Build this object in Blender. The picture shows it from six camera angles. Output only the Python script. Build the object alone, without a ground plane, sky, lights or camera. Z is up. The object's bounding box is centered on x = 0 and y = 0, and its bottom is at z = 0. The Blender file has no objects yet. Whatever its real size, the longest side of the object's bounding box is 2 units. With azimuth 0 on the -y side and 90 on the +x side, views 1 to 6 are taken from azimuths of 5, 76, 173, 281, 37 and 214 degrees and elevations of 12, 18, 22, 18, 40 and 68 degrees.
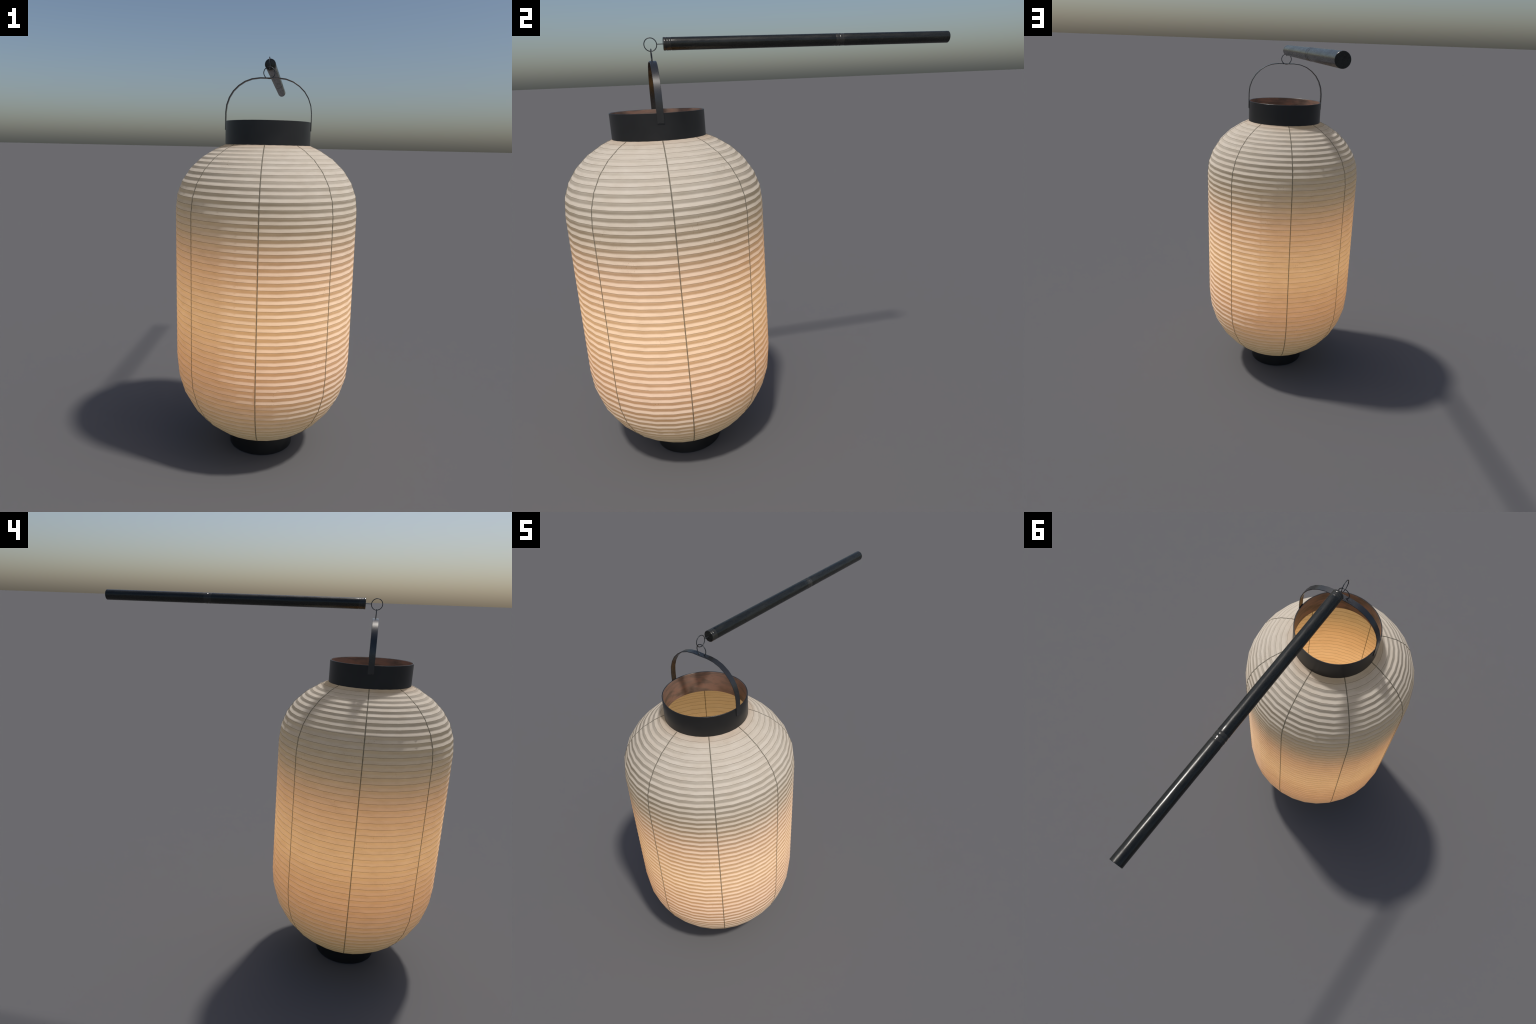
"""Tall paper lantern with a black collar, strap handle and a lacquered bamboo carrying pole."""
import bpy, math
from math import sin, cos, pi

# ------------------------------------------------------------------ dimensions
AXIS_Y = -0.4905            # lantern axis in world space
SIDES = 32                  # the frame is a 32-sided barrel
R_BODY = 0.4516             # barrel radius
Z_SHOULDER = 1.2714         # where the upper dome starts
H_SHOULDER = 0.3500         # height of the (elliptic) upper dome
Z_BELLY = 0.5080            # where the lower dome starts
H_BELLY = 0.4516            # depth of the (round) lower dome
R_NECK = 0.2065
R_BASE = 0.166
PITCH = 0.0319              # hoop spacing measured along the paper
Z_HOOP = 1.2814             # one hoop sits at this height
SAG = 0.0009                # how far the paper sinks between two hoops
SLOPE = 0.34                # extra steepness of the pleat faces, as fine relief of the material
ROUND_TOP, ROUND_BELLY = 2.06, 2.05   # superellipse exponents of the two domes
PAPER = 0.0019
RIBS = 8

Z_COLLAR0, Z_COLLAR1, R_COLLAR = 1.5825, 1.6960, 0.2085
Z_POLE, R_POLE = 1.9727, 0.0271
Y_POLE0, Y_POLE1 = 0.0548, 1.4326      # relative to the lantern axis


# ------------------------------------------------------------------ helpers
def new_mesh(name, verts, faces, smooth=True):
    me = bpy.data.meshes.new(name)
    me.from_pydata(verts, [], faces)
    me.validate()
    me.update()
    for p in me.polygons:
        p.use_smooth = smooth
    return me


def add(name, me, parent, mat=None):
    ob = bpy.data.objects.new(name, me)
    bpy.context.scene.collection.objects.link(ob)
    ob.parent = parent
    if mat is not None and not me.materials:
        me.materials.append(mat)
    return ob


def sharpen(me, angle=35):
    """smooth shading with hard edges above the given angle"""
    import bmesh
    bm = bmesh.new()
    bm.from_mesh(me)
    bmesh.ops.recalc_face_normals(bm, faces=bm.faces)
    for e in bm.edges:
        if len(e.link_faces) == 2:
            e.smooth = e.calc_face_angle(0) < math.radians(angle)
    bm.to_mesh(me)
    bm.free()
    return me


def lathe(name, profile, sides, axis='z', closed=True, caps=False):
    """revolve (radius, height) points; closed joins last to first"""
    verts, faces = [], []
    for r, h in profile:
        for i in range(sides):
            a = 2 * pi * i / sides
            if axis == 'z':
                verts.append((r * cos(a), r * sin(a), h))
            else:
                verts.append((r * cos(a), h, r * sin(a)))
    n = len(profile)
    for k in range(n if closed else n - 1):
        k2 = (k + 1) % n
        for i in range(sides):
            j = (i + 1) % sides
            faces.append((k * sides + i, k * sides + j, k2 * sides + j, k2 * sides + i))
    if caps:
        faces.append(tuple(range(sides)))
        faces.append(tuple((n - 1) * sides + i for i in range(sides)))
    return sharpen(new_mesh(name, verts, faces))


def tube(name, path, radius, closed=False, sides=8, frame=None):
    """round wire along a path; frame(i) gives two unit vectors across it"""
    verts, faces = [], []
    n = len(path)
    for i, p in enumerate(path):
        u, v = frame(i)
        for k in range(sides):
            a = 2 * pi * k / sides
            verts.append(tuple(p[c] + radius * (cos(a) * u[c] + sin(a) * v[c]) for c in range(3)))
    for i in range(n if closed else n - 1):
        i2 = (i + 1) % n
        for k in range(sides):
            k2 = (k + 1) % sides
            faces.append((i * sides + k, i * sides + k2, i2 * sides + k2, i2 * sides + k))
    if not closed:
        faces.append(tuple(range(sides)))
        faces.append(tuple((n - 1) * sides + k for k in range(sides)))
    return sharpen(new_mesh(name, verts, faces), 60)


# ------------------------------------------------------------------ materials
class Nodes:
    def __init__(self, name):
        self.mat = bpy.data.materials.new(name)
        self.mat.use_nodes = True
        self.t = self.mat.node_tree
        self.bsdf = self.t.nodes['Principled BSDF']
        self.coord = self.t.nodes.new('ShaderNodeTexCoord').outputs['Object']

    def link(self, a, b):
        self.t.links.new(a, b)

    def mapping(self, scale):
        m = self.t.nodes.new('ShaderNodeMapping')
        m.inputs['Scale'].default_value = scale
        self.link(self.coord, m.inputs['Vector'])
        return m.outputs['Vector']

    def noise(self, scale, stretch=(1, 1, 1), detail=4, rough=0.55, distortion=0.0):
        n = self.t.nodes.new('ShaderNodeTexNoise')
        n.inputs['Scale'].default_value = scale
        n.inputs['Detail'].default_value = detail
        n.inputs['Roughness'].default_value = rough
        n.inputs['Distortion'].default_value = distortion
        self.link(self.mapping(stretch), n.inputs['Vector'])
        return n.outputs['Fac']

    def ramp(self, fac, stops, interp='LINEAR'):
        r = self.t.nodes.new('ShaderNodeValToRGB')
        r.color_ramp.interpolation = interp
        e = r.color_ramp.elements
        while len(e) < len(stops):
            e.new(0.5)
        for el, (pos, col) in zip(e, stops):
            el.position = pos
            el.color = (*col, 1) if len(col) == 3 else col
        self.link(fac, r.inputs['Fac'])
        return r.outputs['Color']

    def grey(self, fac, lo, a, hi, b):
        return self.ramp(fac, [(lo, (a, a, a)), (hi, (b, b, b))])

    def mix(self, fac, a, b, mode='MIX'):
        m = self.t.nodes.new('ShaderNodeMix')
        m.data_type = 'RGBA'
        m.blend_type = mode
        for sock, val in ((m.inputs['Factor'], fac), (m.inputs['A'], a), (m.inputs['B'], b)):
            if isinstance(val, (int, float)):
                sock.default_value = val
            elif isinstance(val, tuple):
                sock.default_value = (*val, 1)
            else:
                self.link(val, sock)
        return m.outputs['Result']

    def math(self, op, a, b=0.0):
        m = self.t.nodes.new('ShaderNodeMath')
        m.operation = op
        for sock, val in zip(m.inputs, (a, b)):
            if isinstance(val, (int, float)):
                sock.default_value = val
            else:
                self.link(val, sock)
        return m.outputs['Value']

    def bump(self, height, strength, distance):
        b = self.t.nodes.new('ShaderNodeBump')
        b.inputs['Strength'].default_value = strength
        b.inputs['Distance'].default_value = distance
        self.link(height, b.inputs['Height'])
        self.link(b.outputs['Normal'], self.bsdf.inputs['Normal'])


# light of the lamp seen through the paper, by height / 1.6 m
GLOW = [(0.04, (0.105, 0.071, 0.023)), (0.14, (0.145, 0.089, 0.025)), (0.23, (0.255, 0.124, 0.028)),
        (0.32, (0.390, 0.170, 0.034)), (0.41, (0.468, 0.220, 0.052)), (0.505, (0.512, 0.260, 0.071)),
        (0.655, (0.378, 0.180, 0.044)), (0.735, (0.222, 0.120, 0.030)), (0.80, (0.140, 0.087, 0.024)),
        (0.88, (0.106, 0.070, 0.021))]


def paper_material(name, tone, glow_tone, pleats=True, relief=1.0):
    """hand-made paper lit from within; thread and cane glued under it are darker versions"""
    n = Nodes(name)
    sep = n.t.nodes.new('ShaderNodeSeparateXYZ')
    coord = n.t.nodes.new('ShaderNodeNewGeometry').outputs['Position'] if not pleats else n.coord
    n.link(coord, sep.inputs['Vector'])
    z = sep.outputs['Z']
    # soft mottling of the paper, drawn out along the hoops
    fibre = n.noise(14, (1, 1, 3.5), 6, 0.62)
    col = n.ramp(fibre, [(0.28, (0.452, 0.412, 0.360)), (0.50, (0.490, 0.453, 0.406)), (0.72, (0.512, 0.478, 0.436))])
    cloud = n.noise(5, (1, 1, 2), 3)
    col = n.mix(n.grey(cloud, 0.45, 0.0, 0.75, 0.4), col, (0.468, 0.414, 0.354))
    # sparse clusters of small brown specks
    clusters = n.grey(n.noise(7, (1, 1, 1), 2), 0.60, 0.0, 0.70, 1.0)
    grain = n.grey(n.noise(150, (1, 1, 1), 1), 0.66, 0.0, 0.71, 1.0)
    col = n.mix(n.math('MULTIPLY', n.math('MULTIPLY', clusters, grain), 0.55), col, (0.13, 0.085, 0.055))
    # reddish-brown tint in a band on the paper under the collar
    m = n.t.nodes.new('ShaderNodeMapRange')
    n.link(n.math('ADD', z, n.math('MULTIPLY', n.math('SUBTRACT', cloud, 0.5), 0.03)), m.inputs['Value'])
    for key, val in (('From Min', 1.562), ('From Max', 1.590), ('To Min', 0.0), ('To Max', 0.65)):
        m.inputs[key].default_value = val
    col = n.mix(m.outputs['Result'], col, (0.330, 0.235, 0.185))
    col = n.mix(1.0, col, tone, 'MULTIPLY')
    n.link(col, n.bsdf.inputs['Base Color'])
    n.bsdf.inputs['Roughness'].default_value = 0.85
    n.bsdf.inputs['Specular IOR Level'].default_value = 0.12
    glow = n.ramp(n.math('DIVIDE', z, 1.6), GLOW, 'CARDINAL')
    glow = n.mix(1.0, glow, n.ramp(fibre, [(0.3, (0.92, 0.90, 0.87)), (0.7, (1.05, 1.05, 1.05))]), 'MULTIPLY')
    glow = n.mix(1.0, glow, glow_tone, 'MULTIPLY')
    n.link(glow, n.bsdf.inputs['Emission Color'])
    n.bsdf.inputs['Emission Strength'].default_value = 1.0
    if pleats:
        # arc length along the barrel from the height, run by run
        s = 0.0
        for k in range(len(KNOTS) - 1):
            m = n.t.nodes.new('ShaderNodeMapRange')
            m.clamp = True
            n.link(z, m.inputs['Value'])
            for key, val in (('From Min', KNOTS[k + 1][1]), ('From Max', KNOTS[k][1]),
                             ('To Min', ARC[k + 1] - ARC[k]), ('To Max', 0.0)):
                m.inputs[key].default_value = val
            s = n.math('ADD', s, m.outputs['Result']) if k else m.outputs['Result']
        t = n.math('FRACT', n.math('DIVIDE', n.math('SUBTRACT', s, S_FIRST - PITCH), PITCH))
        # height of the pleat: crest at the hoop, rounded trough halfway
        stops = [(i / 24, sag(i / 24) / SAG) for i in range(25)]
        stops = [(p, (1 - v, 1 - v, 1 - v)) for p, v in stops]
        h = n.ramp(t, stops)
        n.bump(h, 1.0, relief * SLOPE * PITCH * _peak)
    return n.mat


def black_paint(name, rough, shade):
    n = Nodes(name)
    m = n.noise(9, (1, 1, 1), 3)
    n.link(n.ramp(m, [(0.3, (0.8 * shade,) * 3), (0.7, (1.2 * shade,) * 3)]), n.bsdf.inputs['Base Color'])
    n.link(n.grey(m, 0.3, rough - 0.02, 0.7, rough + 0.02), n.bsdf.inputs['Roughness'])
    return n.mat


def lining_material():
    n = Nodes('copper_brown_lining')
    a = n.noise(9, (1, 1, 3.6), 4, 0.55, 0.5)
    col = n.ramp(a, [(0.30, (0.088, 0.065, 0.054)), (0.45, (0.172, 0.122, 0.098)),
                     (0.58, (0.265, 0.158, 0.118)), (0.75, (0.205, 0.152, 0.122))])
    b = n.noise(5, (1, 1, 1.2), 3)
    col = n.mix(n.grey(b, 0.50, 0.0, 0.68, 0.7), col, (0.105, 0.068, 0.050))
    n.link(col, n.bsdf.inputs['Base Color'])
    n.bsdf.inputs['Roughness'].default_value = 0.45
    n.bsdf.inputs['Specular IOR Level'].default_value = 0.5
    return n.mat


def wire_material():
    n = Nodes('blued_wire')
    n.bsdf.inputs['Base Color'].default_value = (0.045, 0.05, 0.055, 1)
    n.bsdf.inputs['Metallic'].default_value = 0.6
    n.bsdf.inputs['Roughness'].default_value = 0.4
    return n.mat


def bamboo_material(name, dark, pale, gloss=0.0):
    n = Nodes(name)
    grain = n.noise(60, (1, 0.16, 1), 5, 0.7)
    speck = n.noise(240, (1, 1, 1), 2)
    col = n.ramp(grain, [(0.35, dark), (0.70, pale)])
    col = n.mix(n.grey(speck, 0.62, 0.0, 0.74, 0.4), col, (0.034, 0.031, 0.020))
    n.link(col, n.bsdf.inputs['Base Color'])
    n.link(n.grey(grain, 0.3, 0.18 - gloss, 0.7, 0.36 - 2 * gloss), n.bsdf.inputs['Roughness'])
    n.bsdf.inputs['Specular IOR Level'].default_value = 0.42
    n.bump(n.noise(40, (1, 0.3, 1), 4), 0.40, 0.002)
    return n.mat


# ------------------------------------------------------------------ barrel profile
def barrel_knots():
    """outline of the barrel as straight runs between frame points, top to bottom"""
    step = pi / 16
    pts = []
    t_end = math.acos((R_NECK / R_BODY) ** (ROUND_TOP / 2))
    ts = [t_end] + [k * step for k in range(int(t_end / step), -1, -1)]
    pts += [(R_BODY * cos(t) ** (2 / ROUND_TOP), Z_SHOULDER + H_SHOULDER * sin(t) ** (2 / ROUND_TOP)) for t in ts]
    t_end = math.acos((R_BASE / R_BODY) ** (ROUND_BELLY / 2))
    ts = [k * step for k in range(0, int(t_end / step) + 1)] + [t_end]
    pts += [(R_BODY * cos(t) ** (2 / ROUND_BELLY), Z_BELLY - H_BELLY * sin(t) ** (2 / ROUND_BELLY)) for t in ts]
    return pts


KNOTS = barrel_knots()
ARC = [0.0]
for (r0, z0), (r1, z1) in zip(KNOTS, KNOTS[1:]):
    ARC.append(ARC[-1] + math.hypot(r1 - r0, z1 - z0))


def base_point(s):
    k = 0
    while k < len(KNOTS) - 2 and ARC[k + 1] < s:
        k += 1
    f = (s - ARC[k]) / (ARC[k + 1] - ARC[k])
    (r0, z0), (r1, z1) = KNOTS[k], KNOTS[k + 1]
    return r0 + f * (r1 - r0), z0 + f * (z1 - z0)


def base_normal(s):
    """outward normal of the smooth dome, (radial, up)"""
    r, z = base_point(s)
    if z > Z_SHOULDER:
        a, b = r / R_BODY ** 2, (z - Z_SHOULDER) / H_SHOULDER ** 2
    elif z < Z_BELLY:
        a, b = r / R_BODY ** 2, (z - Z_BELLY) / H_BELLY ** 2
    else:
        a, b = 1.0, 0.0
    l = math.hypot(a, b)
    return a / l, b / l


def smooth(a, b, x):
    x = min(1, max(0, (x - a) / (b - a)))
    return x * x * (3 - 2 * x)


def face_tilt(t):
    """pleat between two hoops, t = 0 at the upper hoop: +1 looks down, -1 looks up"""
    down = 0.72 + 0.28 * smooth(0.0, 0.40, t)
    up = 1.0 - 0.12 * smooth(0.6, 1.0, t)
    v = down + (-up - down) * smooth(0.34, 0.66, t)
    v *= smooth(-0.05, 0.05, t)
    v *= 1.0 - smooth(0.95, 1.05, t)
    return v


STEPS = 12
_tab = [0.0]
for i in range(240):
    _tab.append(_tab[-1] + face_tilt((i + 0.5) / 240) / 240)
_drift = _tab[-1]
_tab = [v - _drift * i / 240 for i, v in enumerate(_tab)]
_peak = max(_tab)


def sag(t):
    x = t * 240
    i = min(239, int(x))
    return SAG * (_tab[i] + (_tab[i + 1] - _tab[i]) * (x - i)) / _peak


S_TOTAL = ARC[-1]
# arc length of the reference hoop
_i = [k for k in range(len(KNOTS) - 1) if KNOTS[k][1] >= Z_HOOP > KNOTS[k + 1][1]][0]
S_REF = ARC[_i] + (ARC[_i + 1] - ARC[_i]) * (KNOTS[_i][1] - Z_HOOP) / (KNOTS[_i][1] - KNOTS[_i + 1][1])
S_FIRST = S_REF % PITCH


def paper_at(s):
    """radius, height and dome normal of the pleated paper at arc length s"""
    t = ((s - S_FIRST) / PITCH) % 1.0
    r, z = base_point(s)
    nr, nz = base_normal(s)
    d = sag(t)
    return r - d * nr, z - d * nz, nr, nz


def arc_samples():
    out = {0.0, S_TOTAL}
    step = PITCH / STEPS
    k = -STEPS
    while S_FIRST + k * step < S_TOTAL:
        if S_FIRST + k * step > 0:
            out.add(S_FIRST + k * step)
        k += 1
    return sorted(out)


def build_paper(parent, mat, inner):
    S = arc_samples()
    rings = [paper_at(s) for s in S]
    verts, faces = [], []
    for side in (0, 1):
        for r, z, nr, nz in rings:
            off = PAPER * side
            for i in range(SIDES):
                a = 2 * pi * i / SIDES
                verts.append(((r - off * nr) * cos(a), (r - off * nr) * sin(a), z - off * nz))
    n = len(rings)
    for side in (0, 1):
        o = side * n * SIDES
        for k in range(n - 1):
            for i in range(SIDES):
                j = (i + 1) % SIDES
                q = (o + k * SIDES + i, o + (k + 1) * SIDES + i, o + (k + 1) * SIDES + j, o + k * SIDES + j)
                faces.append(q if side == 0 else q[::-1])
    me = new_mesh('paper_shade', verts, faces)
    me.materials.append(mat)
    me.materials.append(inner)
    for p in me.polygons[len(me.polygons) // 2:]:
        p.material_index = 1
    return add('paper_shade', me, parent)


def build_hoops(parent, mat):
    cache = {}
    s = S_FIRST
    while s < S_TOTAL - 0.004:
        r, z, nr, nz = paper_at(s)
        if z < Z_COLLAR0 - 0.004:
            rr, zz = r - HOOP_DEPTH * nr, z - HOOP_DEPTH * nz
            key = round(rr, 4)
            if key not in cache:
                ang = [2 * pi * i / SIDES for i in range(SIDES)]
                path = [(rr * cos(a), rr * sin(a), 0) for a in ang]
                cache[key] = tube('hoop', path, HOOP_R, True, 8,
                                  lambda i: ((cos(ang[i]), sin(ang[i]), 0), (0, 0, 1)))
            ob = add('hoop', cache[key], parent, mat)
            ob.location = (0, 0, zz)
        s += PITCH


def build_ribs(parent, mat):
    S = arc_samples()
    run = [s for s in S if s < S_TOTAL - 0.002]
    nor = [base_normal(s) for s in run]
    path = [(base_point(s)[0] - RIB_DEPTH * n[0], 0, base_point(s)[1] - RIB_DEPTH * n[1]) for s, n in zip(run, nor)]
    flat = 0.72                                  # the thread is pressed flat against the paper
    me = tube('rib', path, RIB_R, False, 8, lambda i: ((nor[i][0] * flat, 0, nor[i][1] * flat), (0, 1, 0)))
    for k in range(RIBS):
        ob = add('rib', me, parent, mat)
        ob.rotation_euler = (0, 0, 2 * pi * k / RIBS)


HOOP_R = 0.0014
HOOP_DEPTH = 0.00105
RIB_R = 0.0029
RIB_DEPTH = 0.0014


# ------------------------------------------------------------------ handle strap
def strap_mesh(width, thick):
    half = [(0.2114, 1.6545), (0.2114, 1.7000), (0.2110, 1.7383), (0.2066, 1.7745), (0.1937, 1.8100),
            (0.1745, 1.8405), (0.1480, 1.8665), (0.1170, 1.8865), (0.0820, 1.8990), (0.0430, 1.9038)]
    line = half + [(0.0, 1.9030)] + [(-x, z) for x, z in reversed(half)]
    n = len(line)
    verts, faces = [], []
    w = width / 2
    bev = 0.0008
    for i, (x, z) in enumerate(line):
        a, b = line[max(0, i - 1)], line[min(n - 1, i + 1)]
        tx, tz = b[0] - a[0], b[1] - a[1]
        l = math.hypot(tx, tz)
        ox, oz = -tz / l, tx / l             # across the strap ...
        if ox * x + oz * (z - 1.6) < 0:
            ox, oz = -ox, -oz                # ... pointing outwards
        for y, d in ((-w + bev, 0), (w - bev, 0), (w, -bev), (w, -thick + bev),
                     (w - bev, -thick), (-w + bev, -thick), (-w, -thick + bev), (-w, -bev)):
            verts.append((x + ox * d, y, z + oz * d))
    for i in range(n - 1):
        for k in range(8):
            k2 = (k + 1) % 8
            faces.append((i * 8 + k, i * 8 + k2, (i + 1) * 8 + k2, (i + 1) * 8 + k))
    faces.append(tuple(range(8)))
    faces.append(tuple((n - 1) * 8 + k for k in range(8)))
    return sharpen(new_mesh('handle', verts, faces), 30)


def ring_mesh(name, radius, wire, plane, n=40):
    ang = [2 * pi * i / n for i in range(n)]
    if plane == 'yz':
        return tube(name, [(0, radius * cos(a), radius * sin(a)) for a in ang], wire, True, 8,
                    lambda i: ((0, cos(ang[i]), sin(ang[i])), (1, 0, 0)))
    return tube(name, [(radius * cos(a), 0, radius * sin(a)) for a in ang], wire, True, 8,
                lambda i: ((cos(ang[i]), 0, sin(ang[i])), (0, 1, 0)))


# ------------------------------------------------------------------ assembly
def main():
    root = bpy.data.objects.new('paper_lantern', None)
    bpy.context.scene.collection.objects.link(root)
    root.location = (0, AXIS_Y, 0)
    root['label'] = 'tall glowing pleated paper lantern hanging from a black bamboo pole'
    root['category'] = 'paper lantern'

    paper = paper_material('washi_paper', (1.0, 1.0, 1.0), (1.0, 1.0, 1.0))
    black = black_paint('black_lacquer', 0.37, 0.0145)
    strap = black_paint('black_strap', 0.27, 0.016)
    strap.node_tree.nodes['Principled BSDF'].inputs['Specular IOR Level'].default_value = 0.85
    wire = wire_material()

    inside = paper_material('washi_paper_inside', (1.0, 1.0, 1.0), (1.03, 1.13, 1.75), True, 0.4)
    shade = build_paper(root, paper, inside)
    build_hoops(shade, paper_material('hoop_cane', (0.45, 0.43, 0.40), (0.52, 0.50, 0.48), False))  # hoops and ribs carry a dimmed emission, painting the lamp's glow onto them
    build_ribs(shade, paper_material('rib_thread', (0.32, 0.32, 0.30), (0.30, 0.34, 0.44), False))

    # collar: thin band with a rounded rim, brown on the inside
    w = 0.0042
    collar = add('collar', lathe('collar', [
        (R_COLLAR, Z_COLLAR0), (R_COLLAR, Z_COLLAR1 - 0.0008), (R_COLLAR - 0.0008, Z_COLLAR1),
        (R_COLLAR - w + 0.0006, Z_COLLAR1), (R_COLLAR - w, Z_COLLAR1 - 0.0006), (R_COLLAR - w, Z_COLLAR0)], 64),
        root, black)
    r = R_COLLAR - w - 0.0002
    add('lining', lathe('lining', [(r, Z_COLLAR0 - 0.001), (r, Z_COLLAR1 - 0.0012),
                                   (r - 0.0008, Z_COLLAR1 - 0.0020), (r - 0.0008, Z_COLLAR0 - 0.001)], 64),
        collar, lining_material())

    # foot: short black cup the barrel stands on
    rf = 0.1675
    add('foot', lathe('foot', [
        (0.002, 0.004), (0.002, 0.0), (rf - 0.001, 0.0), (rf, 0.001), (rf, 0.098), (rf - 0.001, 0.099),
        (rf - 0.003, 0.099), (rf - 0.003, 0.004)], 64), root, black)

    add('handle', strap_mesh(0.029, 0.0040), root, strap)

    # two linked wire rings between the strap and the pole
    low = add('ring', ring_mesh('ring', 0.0272, 0.0021, 'xz'), root, wire)
    low.location = (0, 0, 1.9262)
    up = add('ring', ring_mesh('eye_ring', 0.0270, 0.0020, 'yz'), root, wire)
    up.location = (0, 0, 1.9710)
    stem = tube('stem', [(0, 0.0272, 0.0012), (0, Y_POLE0 + 0.004, 0.0017)], 0.0018, False, 8,
                lambda i: ((1, 0, 0), (0, 0, 1)))
    add('stem', stem, up, wire)

    # lacquered bamboo pole with joints
    y0, y1, R = Y_POLE0, Y_POLE1, R_POLE
    joint = 0.8620
    prof = [(0.0005, y0 + 0.0004), (R - 0.0022, y0 + 0.0004), (R - 0.0010, y0 + 0.0010),
            (R - 0.0010, y0 + 0.0300), (R + 0.0002, y0 + 0.0380)]
    prof += [(R, y0 + 0.06 + (joint - 0.05 - y0 - 0.06) * k / 12) for k in range(13)]
    prof += [(R + 0.0002, joint - 0.022), (R - 0.0010, joint - 0.018), (R - 0.0010, joint + 0.018),
             (R - 0.0004, joint + 0.024), (R + 0.0002, joint + 0.034)]
    prof += [(R, joint + 0.06 + (y1 - 0.02 - joint - 0.06) * k / 10) for k in range(11)]
    prof += [(R, y1 - 0.0015), (R - 0.0012, y1), (0.0005, y1)]
    pole = add('pole', lathe('pole', prof, 32, 'y', closed=False), root,
               bamboo_material('black_bamboo', (0.0075, 0.0088, 0.0080), (0.018, 0.0185, 0.0150)))
    pole.location = (0, 0, Z_POLE)
    band = bamboo_material('bamboo_joint', (0.020, 0.020, 0.017), (0.040, 0.039, 0.034), 0.05)

    def ridge(shape, mid):
        return [(R + d * 0.001, mid + y) for y, d in shape]
    end_shape = [(0.0, -3), (0.0003, -0.6), (0.0018, 0.3), (0.0070, 0.3), (0.0105, -0.1), (0.0125, -0.9), (0.0142, 0.1),
                 (0.0175, 0.35), (0.0215, -0.1), (0.0235, -0.5), (0.0260, 0.2), (0.0290, 0.2), (0.0325, -0.6), (0.034, -3)]
    add('joint_band', lathe('joint_band', ridge(end_shape, y0), 32, 'y'), pole, band)
    mid_shape = [(-0.021, -3), (-0.020, -0.9), (-0.016, 0.1), (-0.010, 0.5), (-0.004, 0.3), (-0.001, -1.0), (0.0015, 0.3), (0.006, 0.5),
                 (0.012, -0.3), (0.0150, -0.6), (0.0180, 0.2), (0.0205, -0.3), (0.021, -3)]
    add('joint_band', lathe('mid_joint', ridge(mid_shape, joint), 32, 'y'), pole, band)


main()
